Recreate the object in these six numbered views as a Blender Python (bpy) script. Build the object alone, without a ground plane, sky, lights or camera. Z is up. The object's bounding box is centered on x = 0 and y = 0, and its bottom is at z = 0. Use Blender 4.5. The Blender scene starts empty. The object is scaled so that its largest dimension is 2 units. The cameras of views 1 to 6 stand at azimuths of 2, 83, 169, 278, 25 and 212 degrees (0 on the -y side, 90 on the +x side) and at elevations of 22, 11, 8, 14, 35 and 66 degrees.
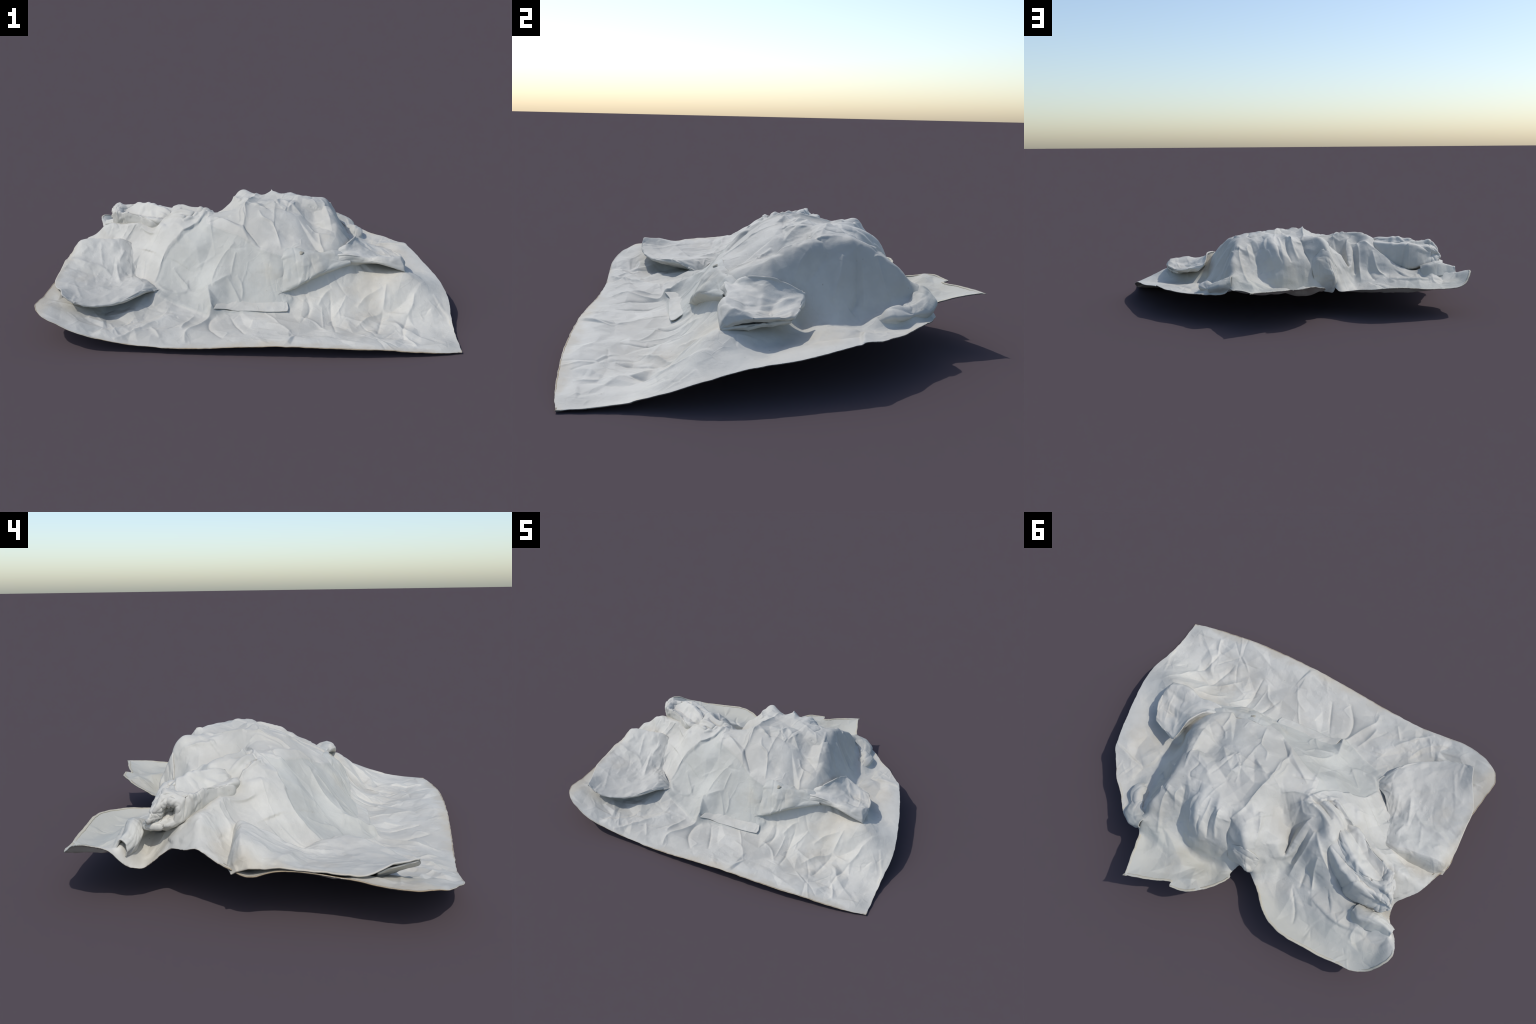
# A crumpled sheet of white paper thrown over a hidden lump: one lightweight sheet with a
# humped middle, a shelf-like flap at the left, a blunt pocket at the right, a twisted roll and
# a curled tongue at the back, and layered torn strips.  All shapes come from named fold lines.
import bpy, math
import numpy as np
from mathutils import Vector
from mathutils.geometry import delaunay_2d_cdt

rng = np.random.default_rng(11)

# ----------------------------------------------------------------------------- curves and fields

def spline(pts, step=0.03, closed=False):
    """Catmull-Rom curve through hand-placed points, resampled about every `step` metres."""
    p = np.asarray(pts, float)
    n = len(p)
    if n == 2 and not closed:
        m = max(2, int(np.linalg.norm(p[1] - p[0]) / step) + 1)
        t = np.linspace(0, 1, m)[:, None]
        return p[0] * (1 - t) + p[1] * t
    ext = np.vstack([p[-1], p, p[0], p[1]]) if closed else np.vstack([2 * p[0] - p[1], p, 2 * p[-1] - p[-2]])
    out = []
    for i in range(n if closed else n - 1):
        a, b, c, d = ext[i:i + 4]
        m = max(1, int(math.ceil(np.linalg.norm(c - b) / step)))
        t = (np.arange(m) / m)[:, None]
        out.append(0.5 * (2 * b + (c - a) * t + (2 * a - 5 * b + 4 * c - d) * t ** 2 + (3 * b - a - 3 * c + d) * t ** 3))
    if not closed:
        out.append(p[-1:])
    return np.vstack(out)


CELL = 0.003
X0, X1, Y0, Y1 = -1.02, 1.02, -0.82, 0.82
GX = np.arange(X0, X1 + CELL / 2, CELL)
GY = np.arange(Y0, Y1 + CELL / 2, CELL)
NX, NY = len(GX), len(GY)
MX, MY = np.meshgrid(GX, GY, indexing="ij")


def solve_relief(points):
    """Stretch a sheet over the points: kernel r keeps every fold line crisp and never overshoots."""
    key = np.round(points[:, :2] / 0.004).astype(int)
    _, first = np.unique(key, axis=0, return_index=True)
    p = points[np.sort(first)]
    n = len(p)
    d = np.sqrt(((p[:, None, :2] - p[None, :, :2]) ** 2).sum(2))
    a = np.zeros((n + 3, n + 3))
    a[:n, :n] = -d + np.eye(n) * 0.004
    a[:n, n] = a[n, :n] = 1
    a[:n, n + 1:] = p[:, :2]
    a[n + 1:, :n] = p[:, :2].T
    w = np.linalg.solve(a, np.r_[p[:, 2], 0, 0, 0])
    z = np.zeros((NX, NY), np.float32)
    wf = w[:n].astype(np.float32)
    px, py = p[:, 0].astype(np.float32), p[:, 1].astype(np.float32)
    for i in range(0, NX, 8):
        xs, ys = MX[i:i + 8].ravel().astype(np.float32), MY[i:i + 8].ravel().astype(np.float32)
        r = np.sqrt((xs[:, None] - px) ** 2 + (ys[:, None] - py) ** 2)
        z[i:i + 8] = (-(r @ wf) + w[n] + w[n + 1] * xs + w[n + 2] * ys).reshape(-1, NY)
    return z.astype(float)


def blur(f, sigma):
    s = sigma / CELL
    k = np.exp(-0.5 * (np.arange(-int(3 * s) - 1, int(3 * s) + 2) / s) ** 2)
    k /= k.sum()
    h = len(k) // 2
    for ax in (0, 1):
        g = np.pad(f, [(h, h) if i == ax else (0, 0) for i in (0, 1)], mode="edge")
        f = sum(k[j] * (g[j:j + f.shape[0]] if ax == 0 else g[:, j:j + f.shape[1]]) for j in range(len(k)))
    return f


def facets(w, h, cell, amp, seed, du=CELL):
    """Crumpled-paper field: random heights joined by flat triangles with sharp edges between."""
    r = np.random.default_rng(seed)
    nx, ny = int(w / cell) + 4, int(h / cell) + 4
    pts, hs = [], []
    for i in range(nx):
        for j in range(ny):
            pts.append(Vector(((i - 1 + r.uniform(-0.48, 0.48)) * cell, (j - 1 + r.uniform(-0.48, 0.48)) * cell)))
            hs.append(r.normal())
    v, _, tris, *_ = delaunay_2d_cdt(pts, [], [], 0, 1e-7)
    hs = np.array(hs)
    gx, gy = int(w / du) + 1, int(h / du) + 1
    f = np.zeros((gx, gy))
    for t in tris:
        a, b, c = (v[k] for k in t)
        i0, i1 = max(0, int(min(a.x, b.x, c.x) / du)), min(gx - 1, int(max(a.x, b.x, c.x) / du) + 1)
        j0, j1 = max(0, int(min(a.y, b.y, c.y) / du)), min(gy - 1, int(max(a.y, b.y, c.y) / du) + 1)
        if i1 < i0 or j1 < j0:
            continue
        xx, yy = np.meshgrid(np.arange(i0, i1 + 1) * du, np.arange(j0, j1 + 1) * du, indexing="ij")
        det = (b.y - c.y) * (a.x - c.x) + (c.x - b.x) * (a.y - c.y)
        if abs(det) < 1e-12:
            continue
        l0 = ((b.y - c.y) * (xx - c.x) + (c.x - b.x) * (yy - c.y)) / det
        l1 = ((c.y - a.y) * (xx - c.x) + (a.x - c.x) * (yy - c.y)) / det
        m = (l0 >= -1e-6) & (l1 >= -1e-6) & (l0 + l1 <= 1 + 1e-6)
        val = l0 * hs[t[0]] + l1 * hs[t[1]] + (1 - l0 - l1) * hs[t[2]]
        f[i0:i1 + 1, j0:j1 + 1][m] = val[m]
    return f * amp


def line_field(pts, reach):
    """Signed distance (left of the direction of travel is positive) and position 0..1 along a polyline,
    on the window of the grid within `reach` of it."""
    p = spline([(x, y, 0) for x, y in pts], 0.012)[:, :2]
    lo, hi = p.min(0) - reach, p.max(0) + reach
    i0, i1 = np.clip([(lo[0] - X0) / CELL, (hi[0] - X0) / CELL + 2], 0, NX).astype(int)
    j0, j1 = np.clip([(lo[1] - Y0) / CELL, (hi[1] - Y0) / CELL + 2], 0, NY).astype(int)
    wx, wy = MX[i0:i1, j0:j1], MY[i0:i1, j0:j1]
    best, sign, along = np.full(wx.shape, 9.0), np.zeros(wx.shape), np.zeros(wx.shape)
    n = len(p) - 1
    for k in range(n):
        a, e = p[k], p[k + 1] - p[k]
        x, y = wx - a[0], wy - a[1]
        t = np.clip((x * e[0] + y * e[1]) / (e @ e + 1e-12), 0, 1)
        d = np.hypot(x - t * e[0], y - t * e[1])
        m = d < best
        best[m], sign[m], along[m] = d[m], np.sign(e[0] * y - e[1] * x)[m], ((k + t) / n)[m]
    return (slice(i0, i1), slice(j0, j1)), best, sign, along


def taper(t, power=0.5):
    return np.clip(4 * t * (1 - t), 0, 1) ** power


def pinch(z, pts, height, width):
    """A pinched crease standing up from (or pressed into) the sheet."""
    win, d, _, t = line_field(pts, width * 5)
    z[win] += height * np.exp(-(d / width)) * taper(t)


def overlap(z, pts, height, fade, soft=0.0025):
    """Edge of one layer lying on another: a sharp step down to the right of travel, fading out to the left."""
    win, d, s, t = line_field(pts, fade * 4)
    s = d * s
    z[win] += height * np.exp(-np.clip(s, 0, None) / fade) * (1 / (1 + np.exp(-np.clip(s / soft, -30, 30)))) * taper(t, 0.35) * (d < fade * 4)


# ----------------------------------------------------------------------------- the sheet, by its fold lines

FRONT_EDGE = [(0.9805, -0.730, 0.005), (0.979, -0.742, 0.004), (0.967, -0.7435, 0.005), (0.86, -0.762, 0.014), (0.73, -0.776, 0.029), (0.485, -0.789, 0.047), (0.243, -0.787, 0.055), (0.0, -0.777, 0.048),
              (-0.25, -0.765, 0.036), (-0.50, -0.747, 0.036), (-0.74, -0.742, 0.092), (-0.87, -0.708, 0.134), (-0.955, -0.657, 0.150)]
LEFT_EDGE = [(-0.994, -0.600, 0.160), (-0.998, -0.551, 0.161), (-0.985, -0.468, 0.165), (-0.973, -0.385, 0.174), (-0.964, -0.299, 0.183), (-0.965, -0.213, 0.190),
             (-0.972, -0.126, 0.190), (-0.975, -0.040, 0.170), (-0.955, 0.012, 0.186), (-0.936, 0.061, 0.196), (-0.912, 0.133, 0.238), (-0.886, 0.180, 0.220),
             (-0.846, 0.226, 0.210), (-0.820, 0.266, 0.185)]
TONGUE_EDGE = [(-0.825, 0.311, 0.155), (-0.838, 0.338, 0.133), (-0.862, 0.370, 0.134), (-0.885, 0.397, 0.156), (-0.902, 0.440, 0.214), (-0.916, 0.474, 0.230),
               (-0.917, 0.520, 0.236), (-0.889, 0.572, 0.222), (-0.844, 0.618, 0.182), (-0.777, 0.646, 0.166), (-0.71, 0.650, 0.164), (-0.62, 0.660, 0.168),
               (-0.541, 0.662, 0.176), (-0.45, 0.664, 0.182), (-0.37, 0.653, 0.180), (-0.30, 0.622, 0.170), (-0.248, 0.580, 0.163), (-0.20, 0.528, 0.152),
               (-0.14, 0.480, 0.138), (-0.092, 0.452, 0.131)]
BACK_EDGE = [(-0.055, 0.458, 0.145), (-0.036, 0.517, 0.152), (-0.046, 0.550, 0.172), (0.01, 0.640, 0.200), (0.073, 0.701, 0.213), (0.13, 0.725, 0.209), (0.170, 0.7305, 0.211), (0.18, 0.731, 0.211), (0.184, 0.723, 0.2105),
             (0.195, 0.708, 0.208), (0.29, 0.752, 0.212), (0.395, 0.7885, 0.2158), (0.405, 0.791, 0.216), (0.4085, 0.781, 0.2155), (0.444, 0.651, 0.204), (0.478, 0.559, 0.190)]
RIGHT_EDGE = [(0.516, 0.552, 0.166), (0.56, 0.545, 0.164), (0.620, 0.510, 0.160), (0.69, 0.43, 0.156), (0.764, 0.362, 0.153), (0.83, 0.27, 0.150), (0.873, 0.200, 0.158), (0.933, 0.006, 0.134),
              (0.975, -0.179, 0.119), (0.997, -0.327, 0.086), (0.987, -0.458, 0.045), (0.981, -0.60, 0.018), (0.981, -0.70, 0.007)]
BORDER = FRONT_EDGE + LEFT_EDGE + TONGUE_EDGE + BACK_EDGE + RIGHT_EDGE

FOLDS = {
    # front apron, almost flat, rising towards the hump
    "apron_low": [(0.85, -0.60, 0.012), (0.70, -0.58, 0.014), (0.50, -0.60, 0.024), (0.30, -0.61, 0.036), (0.0, -0.60, 0.041), (-0.25, -0.61, 0.042), (-0.50, -0.60, 0.050), (-0.70, -0.62, 0.090), (-0.80, -0.64, 0.122), (-0.91, -0.59, 0.150)],
    "apron_mid": [(0.91, -0.42, 0.068), (0.86, -0.45, 0.042), (0.783, -0.435, 0.037), (0.667, -0.396, 0.050), (0.45, -0.43, 0.038), (0.30, -0.48, 0.036), (0.20, -0.44, 0.034), (0.05, -0.47, 0.037), (-0.089, -0.46, 0.040), (-0.157, -0.465, 0.046), (-0.281, -0.47, 0.044), (-0.454, -0.538, 0.048), (-0.60, -0.52, 0.060), (-0.72, -0.51, 0.075), (-0.88, -0.45, 0.150)],
    "apron_high": [(0.22, -0.375, 0.062), (0.35, -0.350, 0.092), (0.50, -0.285, 0.128), (0.59, -0.265, 0.148)],
    "under_flap": [(-0.46, -0.33, 0.108), (-0.60, -0.33, 0.098), (-0.75, -0.33, 0.105), (-0.90, -0.30, 0.160)],
    "under_flap_back": [(-0.50, -0.17, 0.172), (-0.62, -0.17, 0.125), (-0.75, -0.15, 0.140), (-0.90, -0.12, 0.175)],
    # ridge running from under the pocket down to the right border, and the flat strip behind it
    "saddle": [(0.68, -0.275, 0.158), (0.735, -0.268, 0.186), (0.79, -0.265, 0.188), (0.85, -0.285, 0.152), (0.94, -0.285, 0.108)],
    "strip_flat": [(0.93, -0.13, 0.128), (0.88, -0.04, 0.140), (0.859, 0.0, 0.143), (0.82, 0.08, 0.147), (0.80, 0.17, 0.152)],
    "strip_inner": [(0.81, -0.14, 0.142), (0.745, -0.02, 0.142), (0.70, 0.10, 0.140), (0.676, 0.225, 0.140)],
    "strip_back": [(0.68, 0.262, 0.128), (0.75, 0.27, 0.136), (0.72, 0.34, 0.145)],
    # overhanging front of the hump, right half
    "ledge_top": [(0.215, -0.320, 0.118), (0.30, -0.298, 0.142), (0.38, -0.272, 0.165), (0.47, -0.228, 0.188)],
    "patch_edge": [(0.203, -0.405, 0.052), (0.222, -0.348, 0.094)],
    "button_row": [(0.10, -0.220, 0.288), (0.17, -0.232, 0.286), (0.268, -0.240, 0.286), (0.35, -0.222, 0.278), (0.423, -0.205, 0.272)],
    "front_slope": [(0.17, -0.30, 0.210), (0.08, -0.335, 0.130), (0.0, -0.34, 0.115), (-0.10, -0.345, 0.100)],
    "front_foot": [(0.18, -0.395, 0.052), (0.05, -0.41, 0.050), (-0.089, -0.41, 0.054), (-0.14, -0.425, 0.066), (-0.281, -0.43, 0.054), (-0.36, -0.39, 0.066), (-0.44, -0.36, 0.095)],
    "star_ridge": [(-0.175, -0.448, 0.092), (-0.19, -0.38, 0.120), (-0.200, -0.318, 0.146), (-0.15, -0.30, 0.160), (-0.09, -0.273, 0.182)],
    "patch_seam": [(-0.485, -0.245, 0.133), (-0.40, -0.28, 0.118), (-0.312, -0.308, 0.104), (-0.25, -0.31, 0.122)],
    "middle": [(-0.39, -0.16, 0.215), (-0.28, -0.17, 0.236), (-0.16, -0.18, 0.262), (-0.05, -0.18, 0.297), (0.06, -0.19, 0.300)],
    "thin_line": [(-0.218, -0.065, 0.378), (-0.146, -0.085, 0.360), (-0.100, -0.110, 0.345), (-0.059, -0.135, 0.330), (0.023, -0.184, 0.308), (0.104, -0.224, 0.295)],
    "big_crease": [(-0.243, 0.02, 0.395), (-0.30, -0.055, 0.345), (-0.36, -0.08, 0.312), (-0.419, -0.119, 0.262), (-0.455, -0.17, 0.196), (-0.482, -0.245, 0.134)],
    "shoulder": [(-0.470, -0.028, 0.352), (-0.490, 0.033, 0.362), (-0.351, -0.024, 0.368), (-0.243, 0.101, 0.404)],
    # top of the hump
    "crown": [(-0.17, 0.03, 0.408), (-0.10, 0.08, 0.424), (-0.038, 0.126, 0.434), (0.05, 0.14, 0.444), (0.15, 0.15, 0.452), (0.25, 0.16, 0.453), (0.35, 0.16, 0.442)],
    "crown_front": [(-0.20, -0.02, 0.398), (-0.08, -0.03, 0.407), (0.0, -0.05, 0.412), (0.064, -0.045, 0.424), (0.14, 0.02, 0.442)],
    "crown_back": [(0.005, 0.25, 0.424), (0.06, 0.29, 0.420), (0.10, 0.26, 0.434), (0.18, 0.25, 0.442), (0.30, 0.24, 0.442), (0.38, 0.25, 0.434)],
    "dark_hollow": [(0.20, -0.15, 0.330), (0.21, -0.106, 0.358), (0.234, -0.072, 0.376), (0.26, 0.0, 0.404), (0.27, 0.08, 0.424)],
    "hollow_right": [(0.368, -0.197, 0.276), (0.36, -0.10, 0.318), (0.34, 0.008, 0.362), (0.345, 0.10, 0.408)],
    # steep right face
    "right_brow": [(0.462, -0.15, 0.296), (0.449, -0.085, 0.333), (0.440, -0.006, 0.386), (0.430, 0.10, 0.418), (0.420, 0.20, 0.428), (0.420, 0.290, 0.424), (0.430, 0.332, 0.398), (0.445, 0.362, 0.362), (0.466, 0.405, 0.322), (0.482, 0.436, 0.298)],
    "right_foot": [(0.56, 0.02, 0.160), (0.585, 0.10, 0.152), (0.585, 0.20, 0.155), (0.57, 0.26, 0.160), (0.555, 0.32, 0.172), (0.535, 0.38, 0.195)],
    "face_mid": [(0.512, 0.05, 0.276), (0.510, 0.12, 0.270), (0.506, 0.20, 0.264), (0.496, 0.30, 0.256)],
    "tip_drop": [(0.500, 0.395, 0.225), (0.508, 0.435, 0.212), (0.500, 0.470, 0.212)],
    "pocket_bed": [(0.60, -0.15, 0.192), (0.66, -0.11, 0.182), (0.72, -0.08, 0.164), (0.77, -0.10, 0.152)],
    # rolled hem at the right rear
    "roll_crest": [(0.600, 0.295, 0.168), (0.597, 0.345, 0.190), (0.592, 0.400, 0.205), (0.575, 0.445, 0.206), (0.555, 0.485, 0.214), (0.512, 0.505, 0.236), (0.470, 0.515, 0.260)],
    "roll_front": [(0.640, 0.30, 0.150), (0.640, 0.36, 0.152), (0.636, 0.415, 0.154), (0.618, 0.465, 0.156), (0.590, 0.520, 0.160)],
    "roll_inner": [(0.570, 0.37, 0.178), (0.55, 0.43, 0.190), (0.525, 0.46, 0.212)],
    # back of the hump: ridges and gullies running down
    "rear_ridge_a": [(0.227, 0.293, 0.448), (0.225, 0.345, 0.440), (0.215, 0.39, 0.412), (0.20, 0.425, 0.375), (0.178, 0.462, 0.322), (0.151, 0.475, 0.278)],
    "rear_gully_a": [(0.300, 0.270, 0.430), (0.300, 0.335, 0.364), (0.292, 0.395, 0.308), (0.285, 0.445, 0.242), (0.25, 0.49, 0.186), (0.17, 0.510, 0.170), (0.03, 0.495, 0.158)],
    "rear_ridge_b": [(0.131, 0.300, 0.446), (0.125, 0.345, 0.436), (0.108, 0.385, 0.395), (0.10, 0.42, 0.340)],
    "rear_gully_b": [(0.172, 0.325, 0.424), (0.160, 0.375, 0.398), (0.145, 0.42, 0.350)],
    "rear_gully_c": [(0.053, 0.330, 0.404), (0.045, 0.37, 0.384), (0.03, 0.41, 0.345), (0.02, 0.44, 0.295)],
    "mid_fold": [(0.395, 0.365, 0.356), (0.375, 0.41, 0.300), (0.36, 0.445, 0.255), (0.40, 0.485, 0.236)],
    "hem_edge": [(0.476, 0.535, 0.245), (0.40, 0.540, 0.218), (0.30, 0.565, 0.195), (0.21, 0.580, 0.190), (0.18, 0.64, 0.198)],
    "hem_foot": [(0.465, 0.565, 0.186), (0.38, 0.567, 0.185), (0.29, 0.592, 0.182), (0.225, 0.615, 0.185)],
    "rear_strip": [(0.151, 0.478, 0.276), (0.08, 0.472, 0.262), (0.02, 0.468, 0.232), (-0.030, 0.466, 0.198)],
    "rear_plate": [(0.10, 0.60, 0.180), (0.03, 0.600, 0.168)],
    "corner_piece": [(0.25, 0.68, 0.190), (0.35, 0.68, 0.184), (0.41, 0.62, 0.182)],
    # left shoulder: knob, drooping nose
    "knob": [(-0.045, 0.330, 0.424), (-0.035, 0.365, 0.430), (-0.040, 0.392, 0.422)],
    "nose": [(-0.055, 0.415, 0.395), (-0.075, 0.440, 0.330), (-0.100, 0.447, 0.276), (-0.122, 0.456, 0.236)],
    "nose_left": [(-0.122, 0.378, 0.368), (-0.145, 0.398, 0.290), (-0.155, 0.425, 0.205)],
    "knob_left": [(-0.08, 0.255, 0.405), (-0.125, 0.29, 0.375), (-0.16, 0.335, 0.335), (-0.20, 0.365, 0.270)],
    "hood": [(-0.13, 0.145, 0.330), (-0.171, 0.20, 0.300), (-0.190, 0.24, 0.302), (-0.207, 0.29, 0.302), (-0.225, 0.345, 0.272)],
    "hood_pit": [(-0.242, 0.190, 0.286), (-0.245, 0.25, 0.262), (-0.240, 0.31, 0.236)],
    # fan of folds and tongue
    "fan_edge": [(-0.325, 0.114, 0.394), (-0.288, 0.165, 0.366), (-0.268, 0.22, 0.338), (-0.262, 0.29, 0.288), (-0.254, 0.342, 0.248)],
    "roll_root": [(-0.315, 0.085, 0.400), (-0.345, 0.125, 0.406), (-0.391, 0.160, 0.414), (-0.430, 0.185, 0.400)],
    "pocket_root": [(0.470, -0.105, 0.312), (0.497, -0.065, 0.304), (0.518, -0.025, 0.290), (0.540, 0.015, 0.258)],
    "notch_floor": [(-0.03, 0.495, 0.150), (-0.060, 0.500, 0.146), (-0.095, 0.478, 0.134), (-0.125, 0.492, 0.136)],
    "fan_valley": [(-0.302, 0.245, 0.310), (-0.285, 0.31, 0.235), (-0.258, 0.355, 0.190)],
    "wall_top": [(-0.345, 0.165, 0.366), (-0.350, 0.225, 0.362), (-0.355, 0.275, 0.340), (-0.400, 0.275, 0.340), (-0.452, 0.305, 0.298), (-0.51, 0.33, 0.262), (-0.57, 0.40, 0.206)],
    "wall_foot": [(-0.245, 0.382, 0.172), (-0.30, 0.390, 0.170), (-0.35, 0.398, 0.172), (-0.43, 0.425, 0.186), (-0.515, 0.465, 0.192), (-0.59, 0.455, 0.190)],
    "wall_mid": [(-0.30, 0.345, 0.228), (-0.36, 0.342, 0.226), (-0.43, 0.355, 0.206), (-0.50, 0.390, 0.208)],
    "tongue_ridge": [(-0.33, 0.46, 0.160), (-0.42, 0.50, 0.158), (-0.52, 0.55, 0.152), (-0.62, 0.56, 0.155), (-0.74, 0.56, 0.160)],
    "tongue_flat": [(-0.20, 0.46, 0.138), (-0.28, 0.53, 0.140), (-0.38, 0.58, 0.144), (-0.50, 0.60, 0.152), (-0.62, 0.61, 0.154)],
    "tongue_bowl": [(-0.636, 0.450, 0.188), (-0.72, 0.475, 0.178), (-0.80, 0.48, 0.182), (-0.85, 0.48, 0.195)],
    "tongue_end": [(-0.78, 0.56, 0.172), (-0.85, 0.54, 0.190)],
    # second, lower curl beside the tongue
    "curl_crest": [(-0.665, 0.400, 0.235), (-0.70, 0.428, 0.235), (-0.76, 0.418, 0.232), (-0.826, 0.405, 0.225), (-0.866, 0.412, 0.222)],
    "curl_inner": [(-0.655, 0.425, 0.200), (-0.70, 0.450, 0.190), (-0.78, 0.445, 0.196), (-0.85, 0.44, 0.205)],
    "curl_outer": [(-0.70, 0.365, 0.195), (-0.76, 0.360, 0.165), (-0.81, 0.358, 0.146)],
    "under_roll": [(-0.47, 0.20, 0.275), (-0.55, 0.24, 0.235), (-0.64, 0.29, 0.205), (-0.70, 0.33, 0.190)],
    # sheet between the flap and the roll
    "left_crest": [(-0.505, 0.085, 0.332), (-0.60, 0.095, 0.322), (-0.70, 0.12, 0.312), (-0.80, 0.146, 0.298), (-0.86, 0.156, 0.262)],
    "left_slope": [(-0.545, -0.03, 0.275), (-0.61, 0.03, 0.262), (-0.74, 0.065, 0.222), (-0.85, 0.07, 0.207)],
    "flap_valley": [(-0.645, 0.022, 0.248), (-0.622, -0.06, 0.204), (-0.602, -0.133, 0.154), (-0.585, -0.20, 0.136), (-0.53, -0.27, 0.126)],
    "left_drop": [(-0.72, 0.235, 0.250), (-0.79, 0.235, 0.245), (-0.825, 0.225, 0.236)],
}

points = [spline(BORDER, 0.03, closed=True)]
for name, pts in FOLDS.items():
    points.append(spline(pts, 0.022))
Z = solve_relief(np.vstack(points))
Z = blur(Z, 0.0050)

# the brow of the steep side is a soft roll, not an edge
soft = np.exp(-(((MX - 0.425) / 0.05) ** 4 + ((MY - 0.13) / 0.20) ** 4))
Z = Z * (1 - soft) + blur(Z, 0.013) * soft

# crumpling: broad facets, then finer ones, calmer on the steep right face
big = facets(X1 - X0 + 0.02, Y1 - Y0 + 0.02, 0.110, 0.0090, 3)[:NX, :NY]
mid = facets(X1 - X0 + 0.02, Y1 - Y0 + 0.02, 0.060, 0.0062, 5)[:NX, :NY]
small = facets(X1 - X0 + 0.02, Y1 - Y0 + 0.02, 0.022, 0.0009, 9)[:NX, :NY]
lively = np.clip(0.55 + blur(facets(X1 - X0 + 0.02, Y1 - Y0 + 0.02, 0.20, 0.5, 15)[:NX, :NY], 0.03), 0.15, 1.3)
mid, small = mid * lively, small * lively
calm = np.exp(-(((MX - 0.52) / 0.10) ** 2 + ((MY - 0.12) / 0.22) ** 2))
win, near, _, _ = line_field([(x, y) for x, y, _ in BORDER + BORDER[:1]], 0.10)
rim_d = np.full((NX, NY), 9.0)
rim_d[win] = near
at_rim = 0.25 + 0.75 * np.clip(rim_d / 0.06, 0, 1)
Z += (big + mid + small) * (1 - 0.45 * calm) * at_rim

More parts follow.
